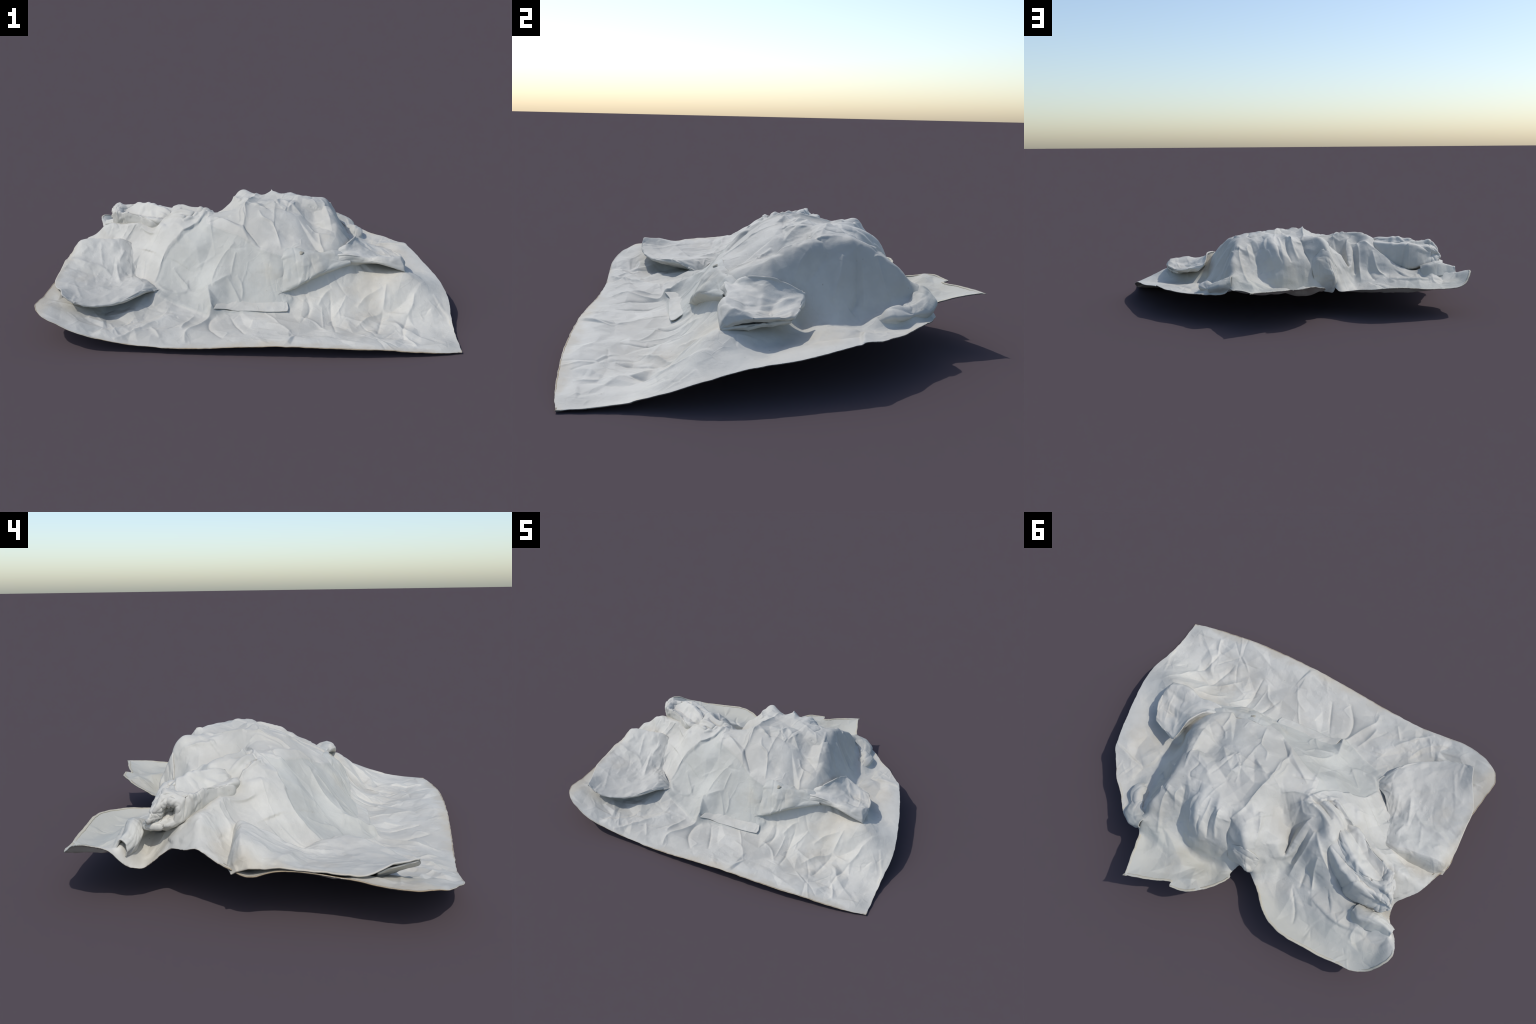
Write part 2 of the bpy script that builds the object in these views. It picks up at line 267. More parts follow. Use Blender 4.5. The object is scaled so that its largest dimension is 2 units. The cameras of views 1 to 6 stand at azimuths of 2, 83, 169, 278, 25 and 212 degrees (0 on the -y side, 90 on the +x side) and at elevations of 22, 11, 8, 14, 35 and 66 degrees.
UP, DOWN = 0.0095, -0.0085
for pts, h, w in [
    # crown and front of the hump
    ([(-0.015, 0.077), (-0.040, 0.008), (-0.027, -0.052), (-0.033, -0.109), (0.000, -0.178)], 0.013, 0.009),
    ([(-0.045, 0.060), (-0.060, 0.0), (-0.050, -0.055)], UP, 0.007),
    ([(0.045, 0.0), (0.069, -0.055), (0.117, -0.085), (0.147, -0.148), (0.165, -0.217)], UP, 0.007),
    ([(0.138, 0.077), (0.159, 0.056), (0.180, 0.030)], UP, 0.006),
    ([(0.321, 0.170), (0.345, 0.140), (0.362, 0.110)], UP, 0.006),
    ([(0.381, 0.225), (0.405, 0.095), (0.420, 0.005), (0.432, -0.076)], UP, 0.008),
    ([(0.285, 0.023), (0.345, -0.001), (0.405, -0.050), (0.435, -0.082)], -0.011, 0.010),
    ([(0.355, -0.080), (0.363, -0.125), (0.366, -0.166), (0.384, -0.220)], UP, 0.007),
    ([(0.300, -0.03), (0.335, -0.075), (0.375, -0.10), (0.42, -0.11)], 0.007, 0.006),
    ([(0.171, 0.038), (0.129, 0.098), (0.123, 0.161)], DOWN, 0.007),
    ([(0.360, 0.119), (0.324, 0.173), (0.339, 0.230), (0.312, 0.266)], DOWN, 0.008),
    ([(0.090, 0.020), (0.003, 0.065)], UP, 0.008),
    ([(-0.015, -0.055), (-0.027, 0.056), (-0.003, 0.167), (0.018, 0.281), (0.045, 0.335)], 0.013, 0.009),
    ([(0.192, 0.389), (0.189, 0.435), (0.171, 0.464)], -0.012, 0.008),
    ([(0.177, 0.296), (0.171, 0.359), (0.174, 0.450)], 0.012, 0.010),
    ([(0.24, 0.30), (0.262, 0.36), (0.235, 0.43)], 0.010, 0.009),
    ([(0.34, 0.31), (0.36, 0.345), (0.345, 0.40)], 0.012, 0.010),
    # torn patch
    ([(-0.396, -0.190), (-0.339, -0.259), (-0.294, -0.310)], UP, 0.007),
    ([(-0.190, -0.318), (-0.168, -0.253), (-0.126, -0.205), (-0.072, -0.169)], 0.014, 0.012),
    ([(-0.066, -0.205), (-0.081, -0.250), (-0.087, -0.280)], UP, 0.006),
    ([(-0.185, -0.322), (-0.135, -0.300), (-0.087, -0.280)], 0.012, 0.009),
    ([(-0.105, -0.292), (-0.069, -0.337), (-0.036, -0.388)], UP, 0.007),
    ([(-0.060, -0.283), (-0.030, -0.325), (-0.030, -0.370)], UP, 0.006),
    ([(-0.20, -0.33), (-0.26, -0.325), (-0.31, -0.31)], 0.007, 0.006),
    # apron
    ([(-0.204, -0.32), (-0.19, -0.40), (-0.180, -0.454), (-0.228, -0.556), (-0.282, -0.643), (-0.276, -0.715)], 0.015, 0.014),
    ([(-0.150, -0.460), (-0.182, -0.500), (-0.171, -0.589), (-0.102, -0.688)], -0.012, 0.011),
    ([(-0.087, -0.455), (-0.045, -0.55), (-0.003, -0.652)], DOWN, 0.007),
    ([(-0.450, -0.607), (-0.420, -0.650), (-0.396, -0.691)], UP, 0.009),
    ([(-0.603, -0.730), (-0.522, -0.655), (-0.438, -0.560)], 0.011, 0.012),
    ([(-0.309, -0.610), (-0.294, -0.544), (-0.258, -0.460)], UP, 0.010),
    ([(-0.66, -0.68), (-0.58, -0.62), (-0.54, -0.53)], 0.008, 0.010),
    ([(0.411, -0.328), (0.411, -0.440), (0.417, -0.500), (0.420, -0.600)], -0.010, 0.008),
    ([(0.666, -0.403), (0.680, -0.345), (0.693, -0.290)], UP, 0.009),
    ([(0.666, -0.403), (0.640, -0.500), (0.615, -0.598)], -0.010, 0.010),
    ([(0.666, -0.403), (0.59, -0.45), (0.52, -0.53)], 0.009, 0.010),
    ([(0.666, -0.403), (0.72, -0.425), (0.780, -0.448)], UP, 0.010),
    ([(0.780, -0.448), (0.810, -0.400), (0.825, -0.345)], UP, 0.010),
    ([(0.780, -0.448), (0.745, -0.540), (0.735, -0.643)], -0.011, 0.010),
    ([(0.735, -0.601), (0.765, -0.660), (0.783, -0.720)], UP, 0.009),
    ([(0.540, -0.385), (0.590, -0.335), (0.672, -0.304)], UP, 0.010),
    ([(0.285, -0.349), (0.305, -0.380), (0.294, -0.466)], DOWN, 0.009),
    ([(0.348, -0.379), (0.378, -0.337), (0.417, -0.307)], UP, 0.009),
    ([(0.25, -0.46), (0.33, -0.50), (0.38, -0.58)], 0.008, 0.010),
    ([(0.10, -0.52), (0.17, -0.56), (0.22, -0.65)], 0.007, 0.010),
    # pleats gathering from the shoulder into the twisted roll
    ([(-0.160, 0.120), (-0.230, 0.085), (-0.310, 0.095), (-0.390, 0.140)], 0.020, 0.010),
    ([(-0.200, 0.040), (-0.290, 0.040), (-0.380, 0.070), (-0.450, 0.110)], 0.018, 0.010),
    ([(-0.270, 0.010), (-0.360, 0.010), (-0.450, 0.050), (-0.530, 0.085)], 0.016, 0.009),
    ([(-0.230, 0.060), (-0.300, 0.065), (-0.380, 0.105)], -0.016, 0.009),
    ([(-0.300, 0.020), (-0.390, 0.040), (-0.470, 0.080)], -0.014, 0.008),
    ([(-0.290, 0.130), (-0.262, 0.200), (-0.258, 0.270), (-0.250, 0.335)], 0.018, 0.010),
    ([(-0.330, 0.180), (-0.325, 0.250), (-0.310, 0.320), (-0.300, 0.390)], 0.018, 0.012),
    ([(-0.300, 0.180), (-0.295, 0.260), (-0.280, 0.340)], -0.016, 0.010),
    ([(-0.400, 0.280), (-0.410, 0.340), (-0.440, 0.410)], 0.015, 0.011),
    ([(-0.370, 0.290), (-0.370, 0.350), (-0.380, 0.420)], -0.014, 0.010),
    ([(-0.060, 0.240), (-0.100, 0.310), (-0.120, 0.390)], 0.014, 0.010),
    # angular drops on the rear wall
    ([(0.110, 0.330), (0.105, 0.390), (0.085, 0.440)], 0.018, 0.010),
    ([(0.140, 0.330), (0.140, 0.400), (0.125, 0.455)], -0.018, 0.010),
    ([(0.040, 0.330), (0.035, 0.390), (0.010, 0.445)], -0.020, 0.011),
    ([(0.330, 0.290), (0.320, 0.360), (0.300, 0.440)], -0.018, 0.012),
    ([(0.400, 0.330), (0.410, 0.400), (0.400, 0.470), (0.380, 0.530)], 0.016, 0.012),
    ([(0.250, 0.380), (0.235, 0.440), (0.210, 0.500)], 0.014, 0.010),
    # rear left
    ([(-0.340, 0.180), (-0.369, 0.224), (-0.429, 0.275), (-0.502, 0.320)], 0.012, 0.008),
    ([(-0.345, 0.434), (-0.411, 0.524), (-0.432, 0.585)], DOWN, 0.006),
    ([(-0.243, 0.101), (-0.279, 0.056), (-0.357, -0.007)], -0.013, 0.007),
    ([(-0.36, 0.02), (-0.42, 0.055), (-0.50, 0.05)], 0.011, 0.008),
    ([(-0.102, -0.007), (-0.150, -0.020), (-0.216, -0.050)], DOWN, 0.006),
    ([(-0.10, 0.10), (-0.16, 0.06), (-0.22, 0.05), (-0.28, 0.09)], 0.011, 0.009),
    ([(-0.19, 0.07), (-0.24, 0.13), (-0.30, 0.12)], 0.010, 0.008),
    ([(-0.52, -0.01), (-0.56, 0.04), (-0.60, 0.08)], 0.008, 0.008),
    ([(-0.67, 0.11), (-0.71, 0.06), (-0.76, 0.055)], 0.008, 0.012),
    # slanting folds on the steep right face
    ([(0.432, 0.272), (0.465, 0.272), (0.504, 0.266), (0.552, 0.230)], -0.030, 0.013),
    ([(0.462, 0.292), (0.500, 0.290), (0.540, 0.284)], 0.020, 0.012),
    ([(0.450, 0.220), (0.486, 0.206), (0.545, 0.164)], 0.020, 0.014),
    ([(0.445, 0.345), (0.470, 0.355), (0.520, 0.383)], 0.020, 0.012),
    ([(0.450, 0.160), (0.470, 0.130), (0.510, 0.070)], -0.016, 0.014),
    ([(0.445, 0.100), (0.475, 0.060), (0.52, 0.02)], 0.014, 0.014),
]:
    pinch(Z, pts, h, w)

# branching paper wrinkles: short sharp rays spreading from pinch points, in two sizes
web = np.random.default_rng(77)
for k in range(120):
    x, y = web.uniform(-0.95, 0.95), web.uniform(-0.76, 0.64)
    if abs(x - 0.52) < 0.09 and abs(y - 0.12) < 0.22:
        continue
    large = k % 5 == 0
    a, sign = web.uniform(0, 2 * math.pi), web.choice([-1, 1])
    for ray in range(web.integers(1, 4)):
        l = web.uniform(0.09, 0.20) if large else web.uniform(0.03, 0.09)
        bend = web.uniform(-0.09, 0.09)
        c, s_ = math.cos(a), math.sin(a)
        pinch(Z, [(x, y), (x + c * l * 0.5 - s_ * l * bend * 0.5, y + s_ * l * 0.5 + c * l * bend * 0.5), (x + c * l, y + s_ * l)],
              sign * (web.uniform(0.003, 0.006) if large else web.uniform(0.0018, 0.0038)), web.uniform(0.004, 0.008) if large else web.uniform(0.0022, 0.0042))
        a += web.uniform(1.2, 2.6)
        sign = sign if web.uniform() < 0.6 else -sign

for pts, h, f in [
    ([(-0.495, -0.433), (-0.396, -0.454), (-0.288, -0.458), (-0.225, -0.470)], 0.007, 0.05),
    ([(0.921, -0.328), (0.948, -0.406), (0.970, -0.451), (0.972, -0.523)], 0.008, 0.03),
    ([(-0.03, 0.325), (-0.081, 0.245), (-0.120, 0.200)], 0.010, 0.03),
    ([(0.125, 0.362), (0.087, 0.370), (0.040, 0.355)], 0.014, 0.03),
    ([(0.429, 0.353), (0.354, 0.375), (0.285, 0.370)], 0.014, 0.03),
    ([(-0.324, 0.113), (-0.267, 0.161), (-0.246, 0.194), (-0.250, 0.26)], 0.012, 0.03),
    ([(-0.456, 0.440), (-0.606, 0.485), (-0.756, 0.470)], 0.012, 0.03),
    ([(-0.21, 0.08), (-0.243, 0.03), (-0.30, -0.050), (-0.36, -0.085), (-0.419, -0.122), (-0.455, -0.17), (-0.482, -0.25)][::-1], 0.018, 0.030),
    ([(-0.225, -0.055), (-0.146, -0.095), (-0.059, -0.140), (0.023, -0.188), (0.104, -0.228), (0.20, -0.255)], 0.006, 0.05),
    ([(0.203, -0.42), (0.10, -0.425), (0.0, -0.435), (-0.12, -0.44), (-0.20, -0.46), (-0.33, -0.40), (-0.45, -0.36)][::-1], 0.012, 0.05),
    ([(0.18, -0.38), (0.222, -0.352), (0.20, -0.33)], 0.010, 0.03),
    ([(-0.243, 0.101), (-0.29, 0.03), (-0.351, -0.024)][::-1], 0.012, 0.03),
    ([(-0.48, -0.25), (-0.43, -0.315), (-0.36, -0.325), (-0.31, -0.31), (-0.31, -0.25)], 0.010, 0.03),
    ([(0.873, 0.198), (0.80, 0.215), (0.74, 0.232), (0.676, 0.243)][::-1], 0.016, 0.06),
    ([(0.676, 0.243), (0.64, 0.20), (0.63, 0.12)], 0.008, 0.05),
]:
    overlap(Z, pts, h, f)
Z = blur(Z, 0.0017)
Z = 0.003 + np.logaddexp(0, (Z - 0.003) / 0.003) * 0.003


def sample(x, y):
    fx, fy = np.clip((x - X0) / CELL, 0, NX - 1.001), np.clip((y - Y0) / CELL, 0, NY - 1.001)
    i, j = fx.astype(int), fy.astype(int)
    u, v = fx - i, fy - j
    return Z[i, j] * (1 - u) * (1 - v) + Z[i + 1, j] * u * (1 - v) + Z[i, j + 1] * (1 - u) * v + Z[i + 1, j + 1] * u * v


# ----------------------------------------------------------------------------- materials

def paper(name, tint, aged, dirt, dirt_amount=0.35, bump=0.3):
    """Matt paper: cloudy tint, yellower beyond the hump's rear foot, brown blotches at the margins, fine wrinkles."""
    m = bpy.data.materials.new(name)
    m.use_nodes = True
    nt = m.node_tree
    bsdf = nt.nodes["Principled BSDF"]
    bsdf.inputs["Roughness"].default_value = 0.62
    bsdf.inputs["Specular IOR Level"].default_value = 0.30
    tc = nt.nodes.new("ShaderNodeTexCoord")
    sep = nt.nodes.new("ShaderNodeSeparateXYZ")
    nt.links.new(tc.outputs["Object"], sep.inputs[0])

    def put(sock, v):
        if isinstance(v, tuple):
            sock.default_value = (*v, 1)
        elif isinstance(v, (int, float)):
            sock.default_value = v
        else:
            nt.links.new(v, sock)

    def noise(scale, detail, rough=0.55, distort=0.0):
        n = nt.nodes.new("ShaderNodeTexNoise")
        n.inputs["Scale"].default_value = scale
        n.inputs["Detail"].default_value = detail
        n.inputs["Roughness"].default_value = rough
        n.inputs["Distortion"].default_value = distort
        nt.links.new(tc.outputs["Object"], n.inputs["Vector"])
        return n.outputs["Fac"]

    def math_(op, a, b=0.0):
        n = nt.nodes.new("ShaderNodeMath")
        n.operation = op
        put(n.inputs[0], a)
        put(n.inputs[1], b)
        return n.outputs[0]

    def step(v, lo, hi):
        n = nt.nodes.new("ShaderNodeMapRange")
        n.interpolation_type = "SMOOTHSTEP"
        put(n.inputs[0], v)
        n.inputs[1].default_value, n.inputs[2].default_value = lo, hi
        return n.outputs[0]

    def mix(a, b, fac):
        x = nt.nodes.new("ShaderNodeMix")
        x.data_type = "RGBA"
        put(x.inputs[6], a)
        put(x.inputs[7], b)
        put(x.inputs[0], fac)
        return x.outputs[2]

    ragged = noise(9, 6, 0.6)
    col = mix(tuple(c * 0.84 for c in tint), tint, step(noise(3.4, 8, 0.62), 0.38, 0.62))
    col = mix(col, tuple(c * 0.90 for c in tint), math_("MULTIPLY", step(noise(11, 5, 0.6, 0.6), 0.52, 0.72), 0.7))
    rear = math_("ADD", sep.outputs["Y"], math_("MULTIPLY", ragged, 0.10))
    col = mix(col, aged, step(rear, 0.50, 0.60))
    blot = step(noise(2.3, 8, 0.64), 0.52, 0.72)
    front = step(math_("SUBTRACT", math_("MULTIPLY", ragged, 0.14), sep.outputs["Y"]), 0.795, 0.86)
    left = step(math_("SUBTRACT", math_("MULTIPLY", ragged, 0.16), sep.outputs["X"]), 0.99, 1.07)
    margin = math_("MULTIPLY", math_("MAXIMUM", front, left), 1.6)
    col = mix(col, dirt, math_("MULTIPLY", math_("MAXIMUM", blot, margin), dirt_amount))
    specks = step(noise(70, 2, 0.5), 0.74, 0.80)
    col = mix(col, tuple(c * 0.6 for c in dirt), math_("MULTIPLY", specks, 0.5))
    put(bsdf.inputs["Base Color"], col)
    vor = nt.nodes.new("ShaderNodeTexVoronoi")
    vor.feature = "DISTANCE_TO_EDGE"
    vor.inputs["Scale"].default_value = 16
    warp = nt.nodes.new("ShaderNodeVectorMath")
    warp.operation = "MULTIPLY_ADD"
    wn = nt.nodes.new("ShaderNodeTexNoise")
    wn.inputs["Scale"].default_value = 7
    nt.links.new(tc.outputs["Object"], wn.inputs["Vector"])
    nt.links.new(wn.outputs["Color"], warp.inputs[0])
    warp.inputs[1].default_value = (0.12, 0.12, 0.12)
    nt.links.new(tc.outputs["Object"], warp.inputs[2])
    nt.links.new(warp.outputs[0], vor.inputs["Vector"])
    wrinkle = math_("MULTIPLY", math_("SUBTRACT", 1.0, step(vor.outputs["Distance"], 0.0, 0.07)), step(noise(6, 3), 0.46, 0.60))
    height = math_("ADD", math_("MULTIPLY", noise(34, 9, 0.66), 1.0), math_("MULTIPLY", wrinkle, 0.16))
    b = nt.nodes.new("ShaderNodeBump")
    b.inputs["Strength"].default_value = bump
    b.inputs["Distance"].default_value = 0.006
    put(b.inputs["Height"], height)
    nt.links.new(b.outputs["Normal"], bsdf.inputs["Normal"])
    return m


AGED, TAN = (0.465, 0.460, 0.408), (0.46, 0.40, 0.30)
WHITE = paper("white_paper", (0.562, 0.546, 0.490), AGED, TAN)
GREY = paper("grey_paper", (0.515, 0.511, 0.462), AGED, TAN)
IVORY = paper("ivory_paper", (0.530, 0.520, 0.468), AGED, TAN, 0.5)
RIM = paper("stained_paper_edge", (0.54, 0.50, 0.41), (0.48, 0.45, 0.36), (0.34, 0.26, 0.16), 0.9)
STAIN = paper("brown_stain", (0.36, 0.335, 0.27), (0.36, 0.335, 0.27), (0.24, 0.20, 0.14), 0.9)

root = bpy.data.objects.new("crumpled_paper_sheet", None)
bpy.context.scene.collection.objects.link(root)
root["label"] = "large crumpled white paper sheet draped over a lump"
root["category"] = "crumpled paper"


def add(name, verts, faces, mat, thick=0.006, offset=-1.0):
    me = bpy.data.meshes.new(name)
    me.from_pydata([tuple(v) for v in verts], [], [tuple(int(i) for i in f) for f in faces])
    me.update()
    for p in me.polygons:
        p.use_smooth = True
    me.materials.append(mat)
    o = bpy.data.objects.new(name, me)
    bpy.context.scene.collection.objects.link(o)
    o.parent = root
    if thick:
        s = o.modifiers.new("thickness", "SOLIDIFY")
        s.thickness, s.offset = thick, offset
    return o


# ----------------------------------------------------------------------------- main sheet mesh

wobble = np.random.default_rng(21)
rim = spline(BORDER, 0.006, closed=True)
n_rim = len(rim)
tear = np.convolve(np.tile(wobble.normal(size=n_rim), 3), np.ones(5) / 5, "same")[n_rim:2 * n_rim] * 0.0018
tang = np.roll(rim, -1, 0) - np.roll(rim, 1, 0)
outw = np.c_[-tang[:, 1], tang[:, 0]]
area = 0.5 * np.sum(rim[:, 0] * np.roll(rim[:, 1], -1) - rim[:, 1] * np.roll(rim[:, 0], -1))
outw *= (-1 if area > 0 else 1) / np.linalg.norm(outw, axis=1)[:, None]
rim[:, :2] += outw * tear[:, None]


def inside(x, y):
    c = np.zeros(x.shape, bool)
    for (ax, ay), (bx, by) in zip(rim[:, :2], np.roll(rim[:, :2], -1, 0)):
        if ay == by:
            continue
        m = (ay > y) != (by > y)
        c ^= m & (x < (bx - ax) * (y - ay) / (by - ay) + ax)
    return c


ins = inside(MX, MY)
keep = ins[:-1, :-1] & ins[1:, :-1] & ins[:-1, 1:] & ins[1:, 1:]
count = np.zeros((NX, NY), int)
for a in (slice(0, -1), slice(1, None)):
    for b in (slice(0, -1), slice(1, None)):
        count[a, b] += keep
used = count > 0
edge = used & (count < 4)
vx, vy = MX.copy(), MY.copy()
ex, ey = MX[edge], MY[edge]
k = np.argmin((ex[:, None] - rim[None, :, 0]) ** 2 + (ey[:, None] - rim[None, :, 1]) ** 2, axis=1)
vx[edge], vy[edge] = rim[k, 0], rim[k, 1]
index = np.full((NX, NY), -1)
index[used] = np.arange(used.sum())
vz = sample(vx, vy)
verts = np.c_[vx[used], vy[used], vz[used]]
qi, qj = np.nonzero(keep)
faces = np.c_[index[qi, qj], index[qi + 1, qj], index[qi + 1, qj + 1], index[qi, qj + 1]]
# give the sheet its thickness, then cut it into named areas that share borders and normals
THICK = 0.004


def normals_of(v, f):
    q = np.cross(v[f[:, 2]] - v[f[:, 0]], v[f[:, 3]] - v[f[:, 1]])
    n = np.zeros_like(v)
    for k in range(4):
        np.add.at(n, f[:, k], q)
    return n / (np.linalg.norm(n, axis=1, keepdims=True) + 1e-12)


top_n = normals_of(verts, faces)
# steep walls are creased along their own normals: angular facets running down the drape
wall = facets(3.2, 0.62, 0.095, 0.0056, 131, 0.004) + facets(3.2, 0.62, 0.040, 0.0016, 133, 0.004)
wi = np.clip((verts[:, 0] + 0.7 * verts[:, 1] + 1.6) / 0.004, 0, wall.shape[0] - 1.01)
wj = np.clip((verts[:, 2] + 0.35 * verts[:, 0] + 0.08 * np.sin(9 * verts[:, 1])) % 0.6 / 0.004, 0, wall.shape[1] - 1.01)
a_, b_ = wi.astype(int), wj.astype(int)
fa, fb = wi - a_, wj - b_
push = wall[a_, b_] * (1 - fa) * (1 - fb) + wall[a_ + 1, b_] * fa * (1 - fb) + wall[a_, b_ + 1] * (1 - fa) * fb + wall[a_ + 1, b_ + 1] * fa * fb
steep = np.clip((0.86 - top_n[:, 2]) / 0.35, 0, 1) * np.clip((verts[:, 2] - 0.17) / 0.05, 0, 1)
steep *= 1 - 0.75 * np.exp(-(((verts[:, 0] - 0.50) / 0.09) ** 4 + ((verts[:, 1] - 0.10) / 0.22) ** 4))
verts = verts + top_n * (push * steep)[:, None]
top_n = normals_of(verts, faces)
down = top_n.copy()
down[:, 2] = np.maximum(down[:, 2], 0.35)
down /= np.linalg.norm(down, axis=1, keepdims=True)
under = verts - down * THICK
half = len(verts)
pad = np.zeros((NX + 1, NY + 1), bool)
pad[1:-1, 1:-1] = keep
side_faces, side_cell = [], []
for di, dj, c0, c1 in ((-1, 0, (0, 1), (0, 0)), (1, 0, (1, 0), (1, 1)), (0, -1, (0, 0), (1, 0)), (0, 1, (1, 1), (0, 1))):
    nb = pad[1 + di:NX + di, 1 + dj:NY + dj]
    bi, bj = np.nonzero(keep & ~nb)
    a, b = index[bi + c0[0], bj + c0[1]], index[bi + c1[0], bj + c1[1]]
    side_faces.append(np.c_[b, a, a + half, b + half])
    side_cell.append(np.c_[bi, bj])
side_faces, side_cell = np.vstack(side_faces), np.vstack(side_cell)
all_v = np.vstack([verts, under])
all_f = np.vstack([faces, faces[:, ::-1] + half, side_faces])
all_n = np.vstack([top_n, -top_n])

AREAS = [
    ("torn_patch", [(-0.225, -0.055), (-0.146, -0.095), (-0.059, -0.14), (0.023, -0.188), (0.104, -0.228), (0.2, -0.255), (0.212, -0.32), (0.222, -0.352), (0.203, -0.42), (0.10, -0.425), (0.0, -0.435),
                    (-0.12, -0.44), (-0.20, -0.46), (-0.33, -0.40), (-0.45, -0.36), (-0.482, -0.25), (-0.455, -0.17), (-0.419, -0.122), (-0.36, -0.085), (-0.30, -0.05), (-0.243, 0.03)]),
    ("tongue", [(-0.06, 0.40), (-0.24, 0.385), (-0.35, 0.40), (-0.43, 0.43), (-0.515, 0.468), (-0.60, 0.45), (-0.70, 0.43), (-0.85, 0.43), (-1.1, 0.43), (-1.1, 0.9), (-0.06, 0.9)]),
    ("corner_lobe", [(-0.06, 0.47), (0.03, 0.50), (0.12, 0.515), (0.20, 0.575), (0.30, 0.575), (0.40, 0.553), (0.48, 0.545), (0.60, 0.9), (-0.06, 0.9)]),
    ("margin", [(0.68, -0.27), (0.80, -0.262), (1.1, -0.27), (1.1, 0.7), (0.50, 0.56), (0.535, 0.40), (0.585, 0.20), (0.585, 0.08), (0.60, -0.10)]),
    ("apron", [(-1.1, -0.30), (-0.46, -0.33), (-0.45, -0.36), (-0.33, -0.40), (-0.20, -0.46), (-0.12, -0.44), (0.0, -0.435), (0.10, -0.425), (0.203, -0.42), (0.222, -0.352), (0.35, -0.33), (0.50, -0.27),
               (0.68, -0.27), (0.80, -0.262), (1.1, -0.27), (1.1, -0.9), (-1.1, -0.9)]),
]


def in_polygon(x, y, poly):
    c = np.zeros(x.shape, bool)
    for (ax, ay), (bx, by) in zip(poly, poly[1:] + poly[:1]):
        if ay != by:
            c ^= ((ay > y) != (by > y)) & (x < (bx - ax) * (y - ay) / (by - ay) + ax)
    return c


label_of = np.full((NX - 1, NY - 1), len(AREAS))
cx, cy = MX[:-1, :-1] + CELL / 2, MY[:-1, :-1] + CELL / 2
for k in range(len(AREAS) - 1, -1, -1):
    label_of[in_polygon(cx, cy, AREAS[k][1])] = k
face_label = np.r_[label_of[qi, qj], label_of[qi, qj], label_of[side_cell[:, 0], side_cell[:, 1]]]
for k, name in enumerate([a[0] for a in AREAS] + ["hump"]):
    f = all_f[face_label == k]
    ids, flat = np.unique(f, return_inverse=True)
    o = add(name, all_v[ids], flat.reshape(f.shape), {"torn_patch": GREY, "tongue": WHITE, "corner_lobe": WHITE}.get(name, WHITE), 0)
    o.data.normals_split_custom_set_from_vertices(all_n[ids].tolist())

# rolled, stained hem that curls under the border
hem_w = np.full(n_rim, 0.35)
hem_w[(rim[:, 1] < -0.60)] = 1.0
hem_w[(rim[:, 0] < -0.90) & (rim[:, 1] < 0.12)] = 0.8
hem_w = np.convolve(np.tile(hem_w, 3), np.ones(31) / 31, "same")[n_rim:2 * n_rim]
hem_w *= np.clip(np.hypot(rim[:, 0] - 0.979, rim[:, 1] + 0.742) / 0.10, 0.05, 1)
hem_w *= 0.85 + 0.3 * np.abs(np.convolve(np.tile(wobble.normal(size=n_rim), 3), np.ones(25) / 25, "same")[n_rim:2 * n_rim]) * 2
profile = [(-0.004, 0.0004), (0.0, -0.0003), (0.0008, -0.003), (-0.004, -0.006), (-0.014, -0.009), (-0.030, -0.010)]
rz = sample(rim[:, 0], rim[:, 1])
hv, hf = [], []
for r, (o, d) in enumerate(profile):
    for i in range(n_rim):
        w = hem_w[i]
        hv.append((rim[i, 0] + outw[i, 0] * o * w, rim[i, 1] + outw[i, 1] * o * w, max(0.0, rz[i] + d * w)))
for r in range(len(profile) - 1):
    for i in range(n_rim):
        j = (i + 1) % n_rim
        hf.append((r * n_rim + i, r * n_rim + j, (r + 1) * n_rim + j, (r + 1) * n_rim + i))
add("hem", hv, hf, RIM, 0.002)


# ----------------------------------------------------------------------------- folds that overhang

def catmull(p, m, closed=False):
    """Resample axis 0 of an array of control points to m samples."""
    n = len(p)
    t = np.linspace(0, n, m, endpoint=False) if closed else np.linspace(0, n - 1, m)
    i = np.floor(t).astype(int)
    if not closed:
        i = np.clip(i, 0, n - 2)
    f = (t - i).reshape(-1, *([1] * (p.ndim - 1)))
    q = (lambda k: p[k % n]) if closed else (lambda k: np.where((k < 0).reshape(f.shape), 2 * p[0] - p[1], np.where((k >= n).reshape(f.shape), 2 * p[-1] - p[-2], p[np.clip(k, 0, n - 1)])))
    a, b, c, d = q(i - 1), q(i), q(i + 1), q(i + 2)
    return 0.5 * (2 * b + (c - a) * f + (2 * a - 5 * b + 4 * c - d) * f ** 2 + (3 * b - a - 3 * c + d) * f ** 3)


def straight(p, m, closed=False):
    """Like catmull, but with straight runs between the control points: a sharp-creased fold."""
    n = len(p)
    t = np.linspace(0, n, m, endpoint=False) if closed else np.linspace(0, n - 1, m)
    i = np.floor(t).astype(int) if closed else np.clip(np.floor(t).astype(int), 0, n - 2)
    f = (t - i).reshape(-1, *([1] * (p.ndim - 1)))
    return p[i % n] * (1 - f) + p[(i + 1) % n] * f


def seat(p, gap):
    """Drop a control point onto the sheet (negative gap: tuck it under)."""
    return (p[0], p[1], float(sample(np.array([p[0]]), np.array([p[1]]))[0]) + gap)


